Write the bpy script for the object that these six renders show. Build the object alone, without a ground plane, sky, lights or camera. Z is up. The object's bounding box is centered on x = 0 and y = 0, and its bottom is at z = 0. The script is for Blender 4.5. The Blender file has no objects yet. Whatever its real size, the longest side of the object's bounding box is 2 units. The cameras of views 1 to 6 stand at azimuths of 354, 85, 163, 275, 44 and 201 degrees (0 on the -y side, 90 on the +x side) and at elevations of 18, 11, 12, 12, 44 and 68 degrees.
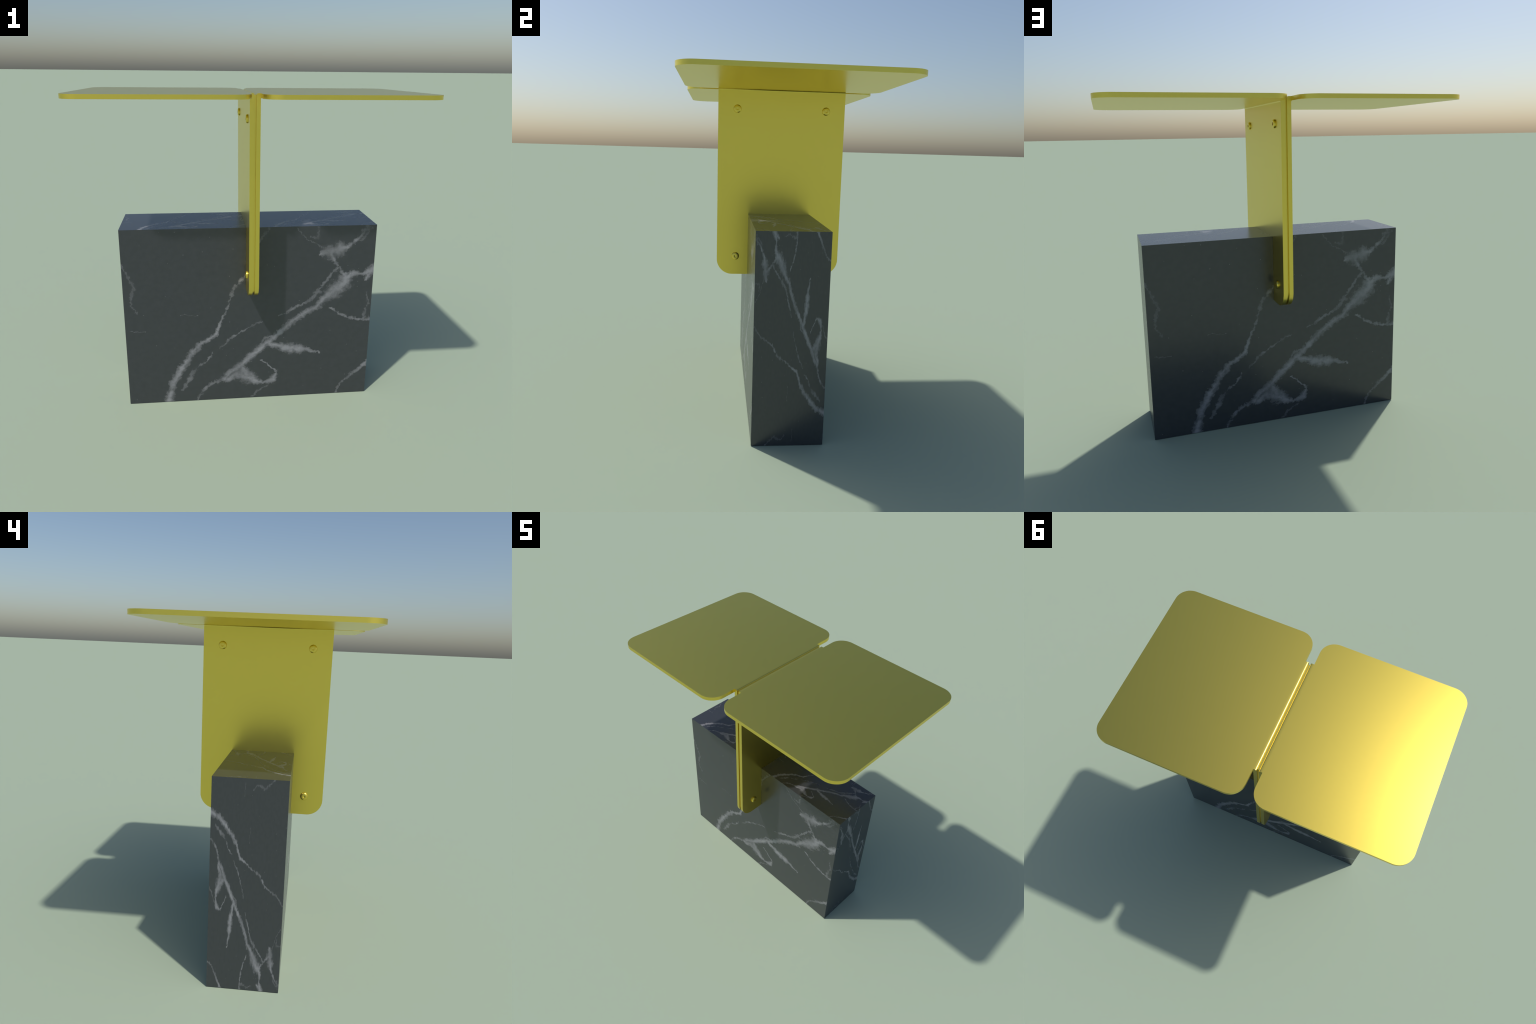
"""Side table: two bent brass sheets, back to back, bolted together and let
into a slot in an upright slab of black marble.  Metres, z up."""
import bpy, bmesh, math
from mathutils import Vector, Matrix

# ------------------------------------------------------------------ sizes
BLOCK_X, BLOCK_Y, BLOCK_Z = 0.8, 0.2, 1.2      # half length, half depth, height
SHEET_IN, SHEET_OUT = 0.006, 0.030             # faces of an upright sheet (x)
THICK = SHEET_OUT - SHEET_IN
TOP_Z = 2.0
TOP_X, TOP_Y = 1.0, 0.6                        # reach of a top, its half depth
CORNER = 0.102                                 # corner radius of the tops
UP_Y, UP_BOTTOM, UP_CORNER = 0.4, 0.8, 0.1     # upright: half width, foot, corner
BEND_R, FILLET = 0.010, 0.007                  # outer bend, inner fillet
BOLT_Y, BOLT_Z = 0.28, (1.857, 0.921)
SPACER_INSET, SPACER_TOP = 0.012, 1.992        # filler plate between the sheets
SLOT = SHEET_OUT + 0.0003

# Marble veins: name -> centre line points (x, z, half width) in metres on a
# 1.6 x 1.2 slab face; every face of the block wears the same slab pattern.
VEINS = {
    'left_vein': [(0.252, -0.011, 0.0312), (0.285, 0.136, 0.025), (0.313, 0.185, 0.0265), (0.369, 0.277, 0.025), (0.424, 0.359, 0.0218), (0.46, 0.41, 0.0203), (0.513, 0.442, 0.0172), (0.579, 0.487, 0.014), (0.595, 0.549, 0.0101), (0.628, 0.618, 0.0086)],
    'main_vein': [(0.624, 0.157, 0.0218), (0.687, 0.215, 0.025), (0.75, 0.262, 0.0265), (0.83, 0.338, 0.0281), (0.892, 0.389, 0.0265), (0.945, 0.436, 0.0203), (1.006, 0.492, 0.0218), (1.085, 0.561, 0.0218), (1.154, 0.611, 0.0234), (1.233, 0.655, 0.0218), (1.284, 0.71, 0.0296), (1.352, 0.764, 0.0515), (1.403, 0.818, 0.0515), (1.452, 0.877, 0.0218), (1.532, 0.874, 0.0125), (1.597, 0.9, 0.0406)],
    'main_vein_fan': [(0.745, 0.232, 0.0265), (0.772, 0.167, 0.053), (0.836, 0.125, 0.0281), (0.891, 0.109, 0.0094), (0.959, 0.133, 0.0265), (0.986, 0.188, 0.0094), (0.93, 0.232, 0.0047), (0.871, 0.286, 0.0031)],
    'main_vein_fan_root': [(0.651, 0.154, 0.0265), (0.714, 0.183, 0.0374), (0.777, 0.159, 0.0468)],
    'branch': [(0.919, 0.408, 0.0156), (0.973, 0.382, 0.0234), (1.055, 0.361, 0.0374), (1.118, 0.355, 0.0343), (1.182, 0.345, 0.0156), (1.275, 0.317, 0.0055)],
    'top_patch': [(1.243, 1.014, 0.0109), (1.303, 1.028, 0.0468), (1.368, 1.04, 0.0499), (1.423, 1.059, 0.0187)],
    'right_edge_spot': [(1.593, 0.9, 0.0265), (1.553, 0.836, 0.014)],
    'top_patch_stem': [(1.343, 0.962, 0.0109), (1.304, 1.022, 0.0265)],
}
THREADS = {
    'left_vein_companion': [(0.345, 0.082, 0.0078), (0.391, 0.151, 0.0172), (0.425, 0.224, 0.0172), (0.465, 0.265, 0.0094), (0.519, 0.294, 0.0086), (0.551, 0.352, 0.0062)],
    'left_vein_upper': [(0.595, 0.549, 0.0101), (0.641, 0.646, 0.0086), (0.676, 0.747, 0.0094), (0.694, 0.802, 0.0148), (0.737, 0.846, 0.0148), (0.771, 0.885, 0.0109), (0.785, 0.915, 0.008), (0.815, 1.0, 0.0065)],
    'thread_vein': [(0.595, 0.379, 0.0062), (0.661, 0.44, 0.0094), (0.723, 0.49, 0.007), (0.802, 0.53, 0.0078), (0.881, 0.565, 0.0062)],
    'loop': [(0.865, 0.395, 0.0094), (0.9, 0.443, 0.0094), (0.949, 0.46, 0.0078)],
    'patch_link': [(1.37, 0.916, 0.0094), (1.404, 0.869, 0.0109), (1.451, 0.89, 0.0109)],
    'right_thread': [(1.323, 0.647, 0.0062), (1.398, 0.591, 0.0086), (1.472, 0.563, 0.0101), (1.537, 0.546, 0.0086), (1.599, 0.553, 0.0156)],
    'right_upright': [(1.564, 0.742, 0.0078), (1.579, 0.665, 0.0086), (1.559, 0.589, 0.0117), (1.555, 0.55, 0.0125)],
    'corner_vein': [(1.398, 0.013, 0.0094), (1.427, 0.078, 0.0086), (1.499, 0.144, 0.0148), (1.562, 0.192, 0.014), (1.602, 0.232, 0.0156)],
    'upper_companion': [(0.986, 0.599, 0.0055), (1.047, 0.629, 0.0086), (1.108, 0.66, 0.0133), (1.178, 0.69, 0.0086), (1.233, 0.754, 0.0218), (1.271, 0.799, 0.0094), (1.328, 0.89, 0.0109), (1.37, 0.916, 0.0109), (1.341, 0.967, 0.0125)],
    'main_vein_tail': [(0.445, -0.002, 0.0125), (0.506, 0.093, 0.014), (0.56, 0.125, 0.0156), (0.624, 0.157, 0.0203)],
    'top_patch_tail': [(1.423, 1.059, 0.014), (1.481, 1.11, 0.0125), (1.545, 1.184, 0.0172)],
}
HAIRLINES = {
    'left_hairline': [(0.005, 0.976, 0.0086), (0.022, 0.932, 0.0062), (0.047, 0.878, 0.0094), (0.068, 0.824, 0.0086), (0.052, 0.771, 0.0078), (0.044, 0.698, 0.0047), (0.083, 0.651, 0.0047)],
    'left_scratch': [(0.029, 0.527, 0.0031), (0.126, 0.52, 0.0031)],
    'bottom_hairline': [(0.814, 0.011, 0.0062), (0.869, 0.06, 0.007), (0.924, 0.088, 0.0086)],
    'top_hairline': [(1.228, 1.195, 0.0094), (1.228, 1.117, 0.0094), (1.178, 1.131, 0.0047)],
    'plate_hairline': [(0.815, 1.0, 0.007), (0.845, 1.1, 0.006), (0.896, 1.165, 0.009), (0.925, 1.205, 0.007)],
    'mid_scratch': [(0.346, 0.632, 0.0023), (0.465, 0.623, 0.0023)],
    'slant_scratch': [(1.091, 1.189, 0.0031), (1.153, 1.118, 0.0031), (1.25, 1.063, 0.0039)],
    'corner_hairline': [(1.422, 1.076, 0.0062), (1.508, 1.101, 0.007), (1.547, 1.153, 0.007)],
}

# -------------------------------------------------------------- materials
def node(nt, kind, **props):
    n = nt.nodes.new(kind)
    ins = props.pop("ins", {})
    for k, v in props.items():
        setattr(n, k, v)
    for k, v in ins.items():
        if hasattr(v, "is_output"):
            nt.links.new(v, n.inputs[k])
        else:
            n.inputs[k].default_value = v
    return n


def math_node(nt, op, a, b=0.0, c=0.0, clamp=False):
    return node(nt, "ShaderNodeMath", operation=op, use_clamp=clamp,
                ins={0: a, 1: b, 2: c}).outputs[0]


def remap(nt, v, lo, hi, a=0.0, b=1.0, smooth=True):
    return node(nt, "ShaderNodeMapRange",
                interpolation_type="SMOOTHSTEP" if smooth else "LINEAR",
                ins={"Value": v, "From Min": lo, "From Max": hi,
                     "To Min": a, "To Max": b}).outputs["Result"]


def noise(nt, vec, scale, detail=3.0, rough=0.55):
    return node(nt, "ShaderNodeTexNoise",
                ins={"Vector": vec, "Scale": scale, "Detail": detail,
                     "Roughness": rough})


def vein_field(nt, p, veins):
    """Distance from p to the nearest vein centre line / its half width.
    The running minimum travels in z beside the position (x, y), so that the
    segments are worked through one after the other."""
    def vec(op, a, b=None, out=0, **more):
        ins = {0: a} if b is None else {0: a, 1: b}
        return node(nt, "ShaderNodeVectorMath", operation=op,
                    ins=ins | more).outputs[out]
    state = vec("ADD", vec("MULTIPLY", p, (1, 1, 0)), (0, 0, 50))
    for line in veins.values():
        for (ax, az, aw), (bx, bz, bw) in zip(line, line[1:]):
            ex, ez = bx - ax, bz - az
            k = 1.0 / (ex * ex + ez * ez)
            d = vec("SUBTRACT", state, (ax, az, 0))
            h = vec("DOT_PRODUCT", d, (ex * k, ez * k, 0), out="Value")
            h = math_node(nt, "ADD", h, 0.0, clamp=True)
            q = vec("SUBTRACT", d, vec("SCALE", (ex, ez, 0), Scale=h))
            dist = vec("LENGTH", vec("MULTIPLY", q, (1, 1, 0)), out="Value")
            f = math_node(nt, "DIVIDE", dist, math_node(nt, "MULTIPLY_ADD", h, bw - aw, aw))
            near = node(nt, "ShaderNodeCombineXYZ", ins={0: 90.0, 1: 90.0, 2: f}).outputs[0]
            state = vec("MINIMUM", state, near)
    return node(nt, "ShaderNodeSeparateXYZ", ins={0: state}).outputs[2]


def marble_group():
    g = bpy.data.node_groups.new("marble_slab_pattern", "ShaderNodeTree")
    g.interface.new_socket("Slab", in_out="INPUT", socket_type="NodeSocketVector")
    g.interface.new_socket("Color", in_out="OUTPUT", socket_type="NodeSocketColor")
    g.interface.new_socket("Roughness", in_out="OUTPUT", socket_type="NodeSocketFloat")
    gi = g.nodes.new("NodeGroupInput")
    go = g.nodes.new("NodeGroupOutput")
    slab = gi.outputs[0]

    # ragged vein borders: bend the coordinates at two scales
    def bend(vec, scale, amount, detail):
        n = noise(g, vec, scale, detail, 0.6).outputs["Color"]
        n = node(g, "ShaderNodeVectorMath", operation="SUBTRACT",
                 ins={0: n, 1: (0.5, 0.5, 0.5)}).outputs[0]
        n = node(g, "ShaderNodeVectorMath", operation="MULTIPLY",
                 ins={0: n, 1: (amount, amount, 0)}).outputs[0]
        return node(g, "ShaderNodeVectorMath", operation="ADD",
                    ins={0: vec, 1: n}).outputs[0]
    ragged = bend(bend(slab, 18.0, 0.034, 3.0), 50.0, 0.028, 2.0)

    grain = noise(g, slab, 120.0, 3.0, 0.6).outputs["Fac"]
    cloud = noise(g, slab, 26.0, 4.0, 0.60).outputs["Fac"]
    patch = noise(g, slab, 6.5, 2.0, 0.5).outputs["Fac"]
    fine = noise(g, slab, 260.0, 2.0, 0.6).outputs["Fac"]

    def vein_mask(veins, eaten, solid, clear, low, high):
        """Milky band: solid in the middle, fading and ragged at the rim,
        its strength drifting along the vein between low and high."""
        f = vein_field(g, ragged, veins)
        f = math_node(g, "MULTIPLY_ADD", math_node(g, "SUBTRACT", cloud, 0.5), eaten, f)
        f = math_node(g, "MULTIPLY_ADD", math_node(g, "SUBTRACT", grain, 0.5), eaten * 0.22, f)
        m = remap(g, f, clear, solid)
        m = math_node(g, "POWER", m, 1.1)
        drift = remap(g, math_node(g, "MULTIPLY_ADD", grain, 0.25,
                                   math_node(g, "MULTIPLY", patch, 0.75)),
                      0.36, 0.60, low, high)
        return math_node(g, "MULTIPLY", m, drift)

    mask = vein_mask(VEINS, 2.1, -0.25, 1.42, 0.64, 1.06)
    mask = math_node(g, "MAXIMUM", mask, vein_mask(THREADS, 4.2, -0.5, 1.40, 0.28, 0.86))
    mask = math_node(g, "MAXIMUM", mask, vein_mask(HAIRLINES, 4.0, 0.0, 1.6, 0.12, 0.30))

    # stray calcite specks
    vor = node(g, "ShaderNodeTexVoronoi", feature="F1",
               ins={"Vector": slab, "Scale": 42.0, "Randomness": 1.0})
    pick = node(g, "ShaderNodeSeparateColor", ins={0: vor.outputs["Color"]}).outputs[0]
    speck = math_node(g, "MULTIPLY", remap(g, vor.outputs["Distance"], 0.13, 0.03),
                      remap(g, pick, 0.86, 1.0, 0.0, 0.5))
    mask = math_node(g, "MAXIMUM", mask, speck)

    # dark ground with a faint cloudy grain
    tone = math_node(g, "ADD", math_node(g, "MULTIPLY", fine, 0.55),
                     math_node(g, "MULTIPLY", cloud, 0.45))
    ground = node(g, "ShaderNodeMix", data_type="RGBA",
                  ins={0: remap(g, tone, 0.33, 0.67, smooth=False),
                       6: STONE_DARK, 7: STONE_LIGHT}).outputs[2]
    col = node(g, "ShaderNodeMix", data_type="RGBA",
               ins={0: mask, 6: ground, 7: VEIN_COLOUR}).outputs[2]
    g.links.new(col, go.inputs["Color"])
    g.links.new(math_node(g, "MULTIPLY_ADD", mask, 0.03, STONE_ROUGH),
                go.inputs["Roughness"])
    return g


STONE_DARK = (0.027, 0.030, 0.036, 1)
STONE_LIGHT = (0.038, 0.042, 0.051, 1)
VEIN_COLOUR = (0.262, 0.260, 0.285, 1)
STONE_ROUGH = 0.27
BRASS = (0.83, 0.665, 0.123, 1)
BRASS_ROUGH = 0.29


def marble_material(group, name, u, v):
    """u, v: rows (x, y, z, offset) giving slab coordinates in metres."""
    m = bpy.data.materials.new(name)
    m.use_nodes = True
    nt = m.node_tree
    bsdf = nt.nodes["Principled BSDF"]
    pos = node(nt, "ShaderNodeTexCoord").outputs["Object"]

    def row(r):
        dot = node(nt, "ShaderNodeVectorMath", operation="DOT_PRODUCT",
                   ins={0: pos, 1: r[:3]}).outputs["Value"]
        return math_node(nt, "ADD", dot, r[3])
    slab = node(nt, "ShaderNodeCombineXYZ", ins={0: row(u), 1: row(v)}).outputs[0]
    gn = node(nt, "ShaderNodeGroup", node_tree=group, ins={0: slab})
    nt.links.new(gn.outputs["Color"], bsdf.inputs["Base Color"])
    nt.links.new(gn.outputs["Roughness"], bsdf.inputs["Roughness"])
    bsdf.inputs["IOR"].default_value = 1.68
    return m


def brass_material():
    m = bpy.data.materials.new("satin_brass")
    m.use_nodes = True
    nt = m.node_tree
    bsdf = nt.nodes["Principled BSDF"]
    bsdf.inputs["Metallic"].default_value = 1.0
    bsdf.inputs["Base Color"].default_value = BRASS
    pos = node(nt, "ShaderNodeTexCoord").outputs["Object"]
    n = noise(nt, pos, 60.0, 2.0).outputs["Fac"]
    nt.links.new(math_node(nt, "MULTIPLY_ADD", n, 0.02, BRASS_ROUGH - 0.01),
                 bsdf.inputs["Roughness"])
    return m


# ----------------------------------------------------------------- helpers
def arc(cx, cy, r, a0, a1, n):
    return [(cx + r * math.cos(math.radians(a0 + (a1 - a0) * i / n)),
             cy + r * math.sin(math.radians(a0 + (a1 - a0) * i / n)))
            for i in range(n + 1)]


def add_object(name, mesh, parent):
    ob = bpy.data.objects.new(name, mesh)
    bpy.context.scene.collection.objects.link(ob)
    ob.parent = parent
    return ob


# --------------------------------------------------------- marble block
def build_block(parent):
    outline = [(-BLOCK_X, 0), (BLOCK_X, 0), (BLOCK_X, BLOCK_Z), (SLOT, BLOCK_Z),
               (SLOT, UP_BOTTOM - 0.001), (-SLOT, UP_BOTTOM - 0.001),
               (-SLOT, BLOCK_Z), (-BLOCK_X, BLOCK_Z)]
    bm = bmesh.new()
    front = [bm.verts.new((x, -BLOCK_Y, z)) for x, z in outline]
    back = [bm.verts.new((x, BLOCK_Y, z)) for x, z in outline]
    # slots: 0 front, 1 back, 2 right, 3 left, 4 top right, 5 top left
    bm.faces.new(front).material_index = 0
    bm.faces.new(back[::-1]).material_index = 1
    side_mat = {0: 0, 1: 2, 2: 4, 3: 2, 4: 4, 5: 3, 6: 5, 7: 3}
    n = len(outline)
    for i in range(n):
        j = (i + 1) % n
        f = bm.faces.new((front[j], front[i], back[i], back[j]))
        f.material_index = side_mat[i]
    bmesh.ops.recalc_face_normals(bm, faces=bm.faces)
    me = bpy.data.meshes.new("marble_block")
    bm.to_mesh(me)
    bm.free()
    g = marble_group()
    sx, sy = 1.6 / (BLOCK_X - SHEET_OUT), 1.2 / (2 * BLOCK_Y)
    specs = [
        ("marble_front", (1, 0, 0, 0.8), (0, 0, 1, 0)),
        ("marble_back", (-1, 0, 0, 0.8), (0, 0, 1, 0)),
        ("marble_right_end", (0, 0, 1.6 / 1.2, 0), (0, -sy, 0, 0.6)),
        ("marble_left_end", (0, 0, -1.6 / 1.2, 1.6), (0, -sy, 0, 0.6)),
        ("marble_top_right", (sx, 0, 0, -SHEET_OUT * sx), (0, sy, 0, 0.6)),
        ("marble_top_left", (sx, 0, 0, BLOCK_X * sx), (0, sy, 0, 0.6)),
    ]
    for s in specs:
        me.materials.append(marble_material(g, *s))
    return add_object("marble_block", me, parent)


# ----------------------------------------------------- bent brass sheets
def build_sheet(parent, side, mat):
    """One bent sheet on the +x (side=1) or -x side, modelled as one surface
    and parted into tabletop and upright along the start of the bend."""
    bm = bmesh.new()
    tag = bm.faces.layers.int.new("part")
    cache = {}

    def V(x, y, z):
        k = (round(x, 6), round(y, 6), round(z, 6))
        if k not in cache:
            cache[k] = bm.verts.new((side * x, y, z))
        return cache[k]
    top_faces, up_faces = [], []

    def face(store, pts):
        store.append(bm.faces.new([V(*p) for p in pts]))

    zu = TOP_Z - THICK                         # underside of the top
    # rounded outline of the top, counter-clockwise from the inner edge
    r = CORNER
    rim = (arc(SHEET_OUT + r, -TOP_Y + r, r, 180, 270, 14)
           + arc(TOP_X - r, -TOP_Y + r, r, 270, 360, 14)
           + arc(TOP_X - r, TOP_Y - r, r, 0, 90, 14)
           + arc(SHEET_OUT + r, TOP_Y - r, r, 90, 180, 14))
    rim = [(SHEET_OUT, -UP_Y)] + rim + [(SHEET_OUT, UP_Y)]
    xb = SHEET_IN + BEND_R                     # start of the outer bend
    xf = SHEET_OUT + FILLET                    # start of the inner fillet
    face(top_faces, [(x, y, TOP_Z) for x, y in rim]
         + [(xb, UP_Y, TOP_Z), (xb, -UP_Y, TOP_Z)])
    face(top_faces, [(x, y, zu) for x, y in rim]
         + [(xf, UP_Y, zu), (xf, -UP_Y, zu)])
    for (x0, y0), (x1, y1) in zip(rim, rim[1:]):
        face(top_faces, [(x0, y0, zu), (x1, y1, zu), (x1, y1, TOP_Z), (x0, y0, TOP_Z)])

    # bend (outside) and fillet (inside), swept along y
    outer = arc(xb, TOP_Z - BEND_R, BEND_R, 90, 180, 8)
    inner = arc(xf, zu - FILLET, FILLET, 90, 180, 6)
    for prof in (outer, inner):
        for (x0, z0), (x1, z1) in zip(prof, prof[1:]):
            face(up_faces, [(x0, -UP_Y, z0), (x0, UP_Y, z0), (x1, UP_Y, z1), (x1, -UP_Y, z1)])
    # upright faces with rounded foot corners
    c = UP_CORNER
    foot = (arc(-UP_Y + c, UP_BOTTOM + c, c, 180, 270, 14)
            + arc(UP_Y - c, UP_BOTTOM + c, c, 270, 360, 14))
    for x, ztop in ((SHEET_IN, TOP_Z - BEND_R), (SHEET_OUT, zu - FILLET)):
        face(up_faces, [(x, y, z) for y, z in foot] + [(x, UP_Y, ztop), (x, -UP_Y, ztop)])
    for (y0, z0), (y1, z1) in zip(foot, foot[1:]):
        face(up_faces, [(SHEET_IN, y0, z0), (SHEET_IN, y1, z1),
                        (SHEET_OUT, y1, z1), (SHEET_OUT, y0, z0)])
    # narrow flanks, following the bend profile
    for y in (-UP_Y, UP_Y):
        prof = ([(SHEET_OUT, TOP_Z)] + outer
                + [(SHEET_IN, UP_BOTTOM + c), (SHEET_OUT, UP_BOTTOM + c)]
                + inner[::-1] + [(SHEET_OUT, zu)])
        face(up_faces, [(x, y, z) for x, z in prof])

    bmesh.ops.recalc_face_normals(bm, faces=bm.faces)
    for f in up_faces:
        f[tag] = 1
    for f in bm.faces:
        f.smooth = True
    whole = bpy.data.meshes.new("sheet")
    bm.to_mesh(whole)
    bm.free()
    whole.set_sharp_from_angle(angle=math.radians(30))
    part_of = [d.value for d in whole.attributes["part"].data]
    normals = [tuple(n.vector) for n in whole.corner_normals]

    parts = []
    for k, name in enumerate(("tabletop", "upright_panel")):
        polys = [p for p in whole.polygons if part_of[p.index] == k]
        remap_v, co, faces, loop_n = {}, [], [], []
        for p in polys:
            f = []
            for li in p.loop_indices:
                vi = whole.loops[li].vertex_index
                if vi not in remap_v:
                    remap_v[vi] = len(co)
                    co.append(whole.vertices[vi].co[:])
                f.append(remap_v[vi])
                loop_n.append(normals[li])
            faces.append(f)
        me = bpy.data.meshes.new(name)
        me.from_pydata(co, [], faces)
        me.polygons.foreach_set("use_smooth", [True] * len(faces))
        me.normals_split_custom_set(loop_n)
        me.materials.append(mat)
        parts.append(add_object(name, me, parent))
    bpy.data.meshes.remove(whole)
    return parts


# --------------------------------------------------- spacer in the joint
def build_spacer(parent, mat):
    """Plate that fills the joint, set back from the edges of the sheets."""
    w, r = UP_Y - SPACER_INSET, UP_CORNER - SPACER_INSET
    z0 = UP_BOTTOM + SPACER_INSET
    outline = (arc(-w + r, z0 + r, r, 180, 270, 10) + arc(w - r, z0 + r, r, 270, 360, 10)
               + [(w, SPACER_TOP), (-w, SPACER_TOP)])
    h = SHEET_IN - 0.0002
    bm = bmesh.new()
    a = [bm.verts.new((-h, y, z)) for y, z in outline]
    b = [bm.verts.new((h, y, z)) for y, z in outline]
    bm.faces.new(a)
    bm.faces.new(b[::-1])
    for i in range(len(a)):
        j = (i + 1) % len(a)
        bm.faces.new((a[i], a[j], b[j], b[i])).smooth = True
    bmesh.ops.recalc_face_normals(bm, faces=bm.faces)
    me = bpy.data.meshes.new("spacer_plate")
    bm.to_mesh(me)
    bm.free()
    me.set_sharp_from_angle(angle=math.radians(30))
    me.materials.append(mat)
    return add_object("spacer_plate", me, parent)


# ------------------------------------------------------------------ bolts
def bolt_mesh(mat):
    """Button-head bolt pointing along +x from its seat at x = 0, with a
    hexagon socket and a short shank reaching back to the joint."""
    head = [(0.0, 0.0250), (0.0040, 0.0250), (0.0066, 0.0242), (0.0090, 0.0221),
            (0.0107, 0.0193), (0.0114, 0.0166)]          # (height, radius)
    seg, sock_r, sock_depth = 48, 0.0098, 0.0055
    bm = bmesh.new()

    def ring(x, radius, hexed=False):
        out = []
        for i in range(seg):
            a = 2 * math.pi * i / seg
            rr = radius
            if hexed:
                rr = radius * math.cos(math.pi / 6) / math.cos(
                    (a + math.pi / 6) % (math.pi / 3) - math.pi / 6)
            out.append(bm.verts.new((x, rr * math.cos(a), rr * math.sin(a))))
        return out
    rings = [ring(-SHEET_OUT, 0.012), ring(0.0, 0.012)]
    rings += [ring(x, rad) for x, rad in head]
    h = head[-1][0]
    rings += [ring(h, sock_r, True), ring(h - sock_depth, sock_r * 0.96, True),
              ring(h - sock_depth - 0.0012, sock_r * 0.45)]
    for a, b in zip(rings, rings[1:]):
        for i in range(seg):
            j = (i + 1) % seg
            bm.faces.new((a[i], a[j], b[j], b[i]))
    bm.faces.new(rings[-1])
    bm.faces.new(rings[0][::-1])
    bmesh.ops.recalc_face_normals(bm, faces=bm.faces)
    for f in bm.faces:
        f.smooth = True
    me = bpy.data.meshes.new("bolt")
    bm.to_mesh(me)
    bm.free()
    me.set_sharp_from_angle(angle=math.radians(35))
    me.materials.append(mat)
    return me


# --------------------------------------------------------------- assembly
def main():
    table = bpy.data.objects.new("side_table", None)
    bpy.context.scene.collection.objects.link(table)
    table["label"] = "brass side table with twin square tops on black marble slab"
    table["category"] = "side table"

    build_block(table)
    brass = brass_material()
    build_spacer(table, brass)
    bolt = bolt_mesh(brass)
    for side in (1, -1):
        top, upright = build_sheet(table, side, brass)
        for y in (-BOLT_Y, BOLT_Y):
            for z in BOLT_Z:
                b = add_object("bolt", bolt, upright)
                b.location = (side * SHEET_OUT, y, z)
                if side < 0:
                    b.rotation_euler = (0, 0, math.pi)


main()
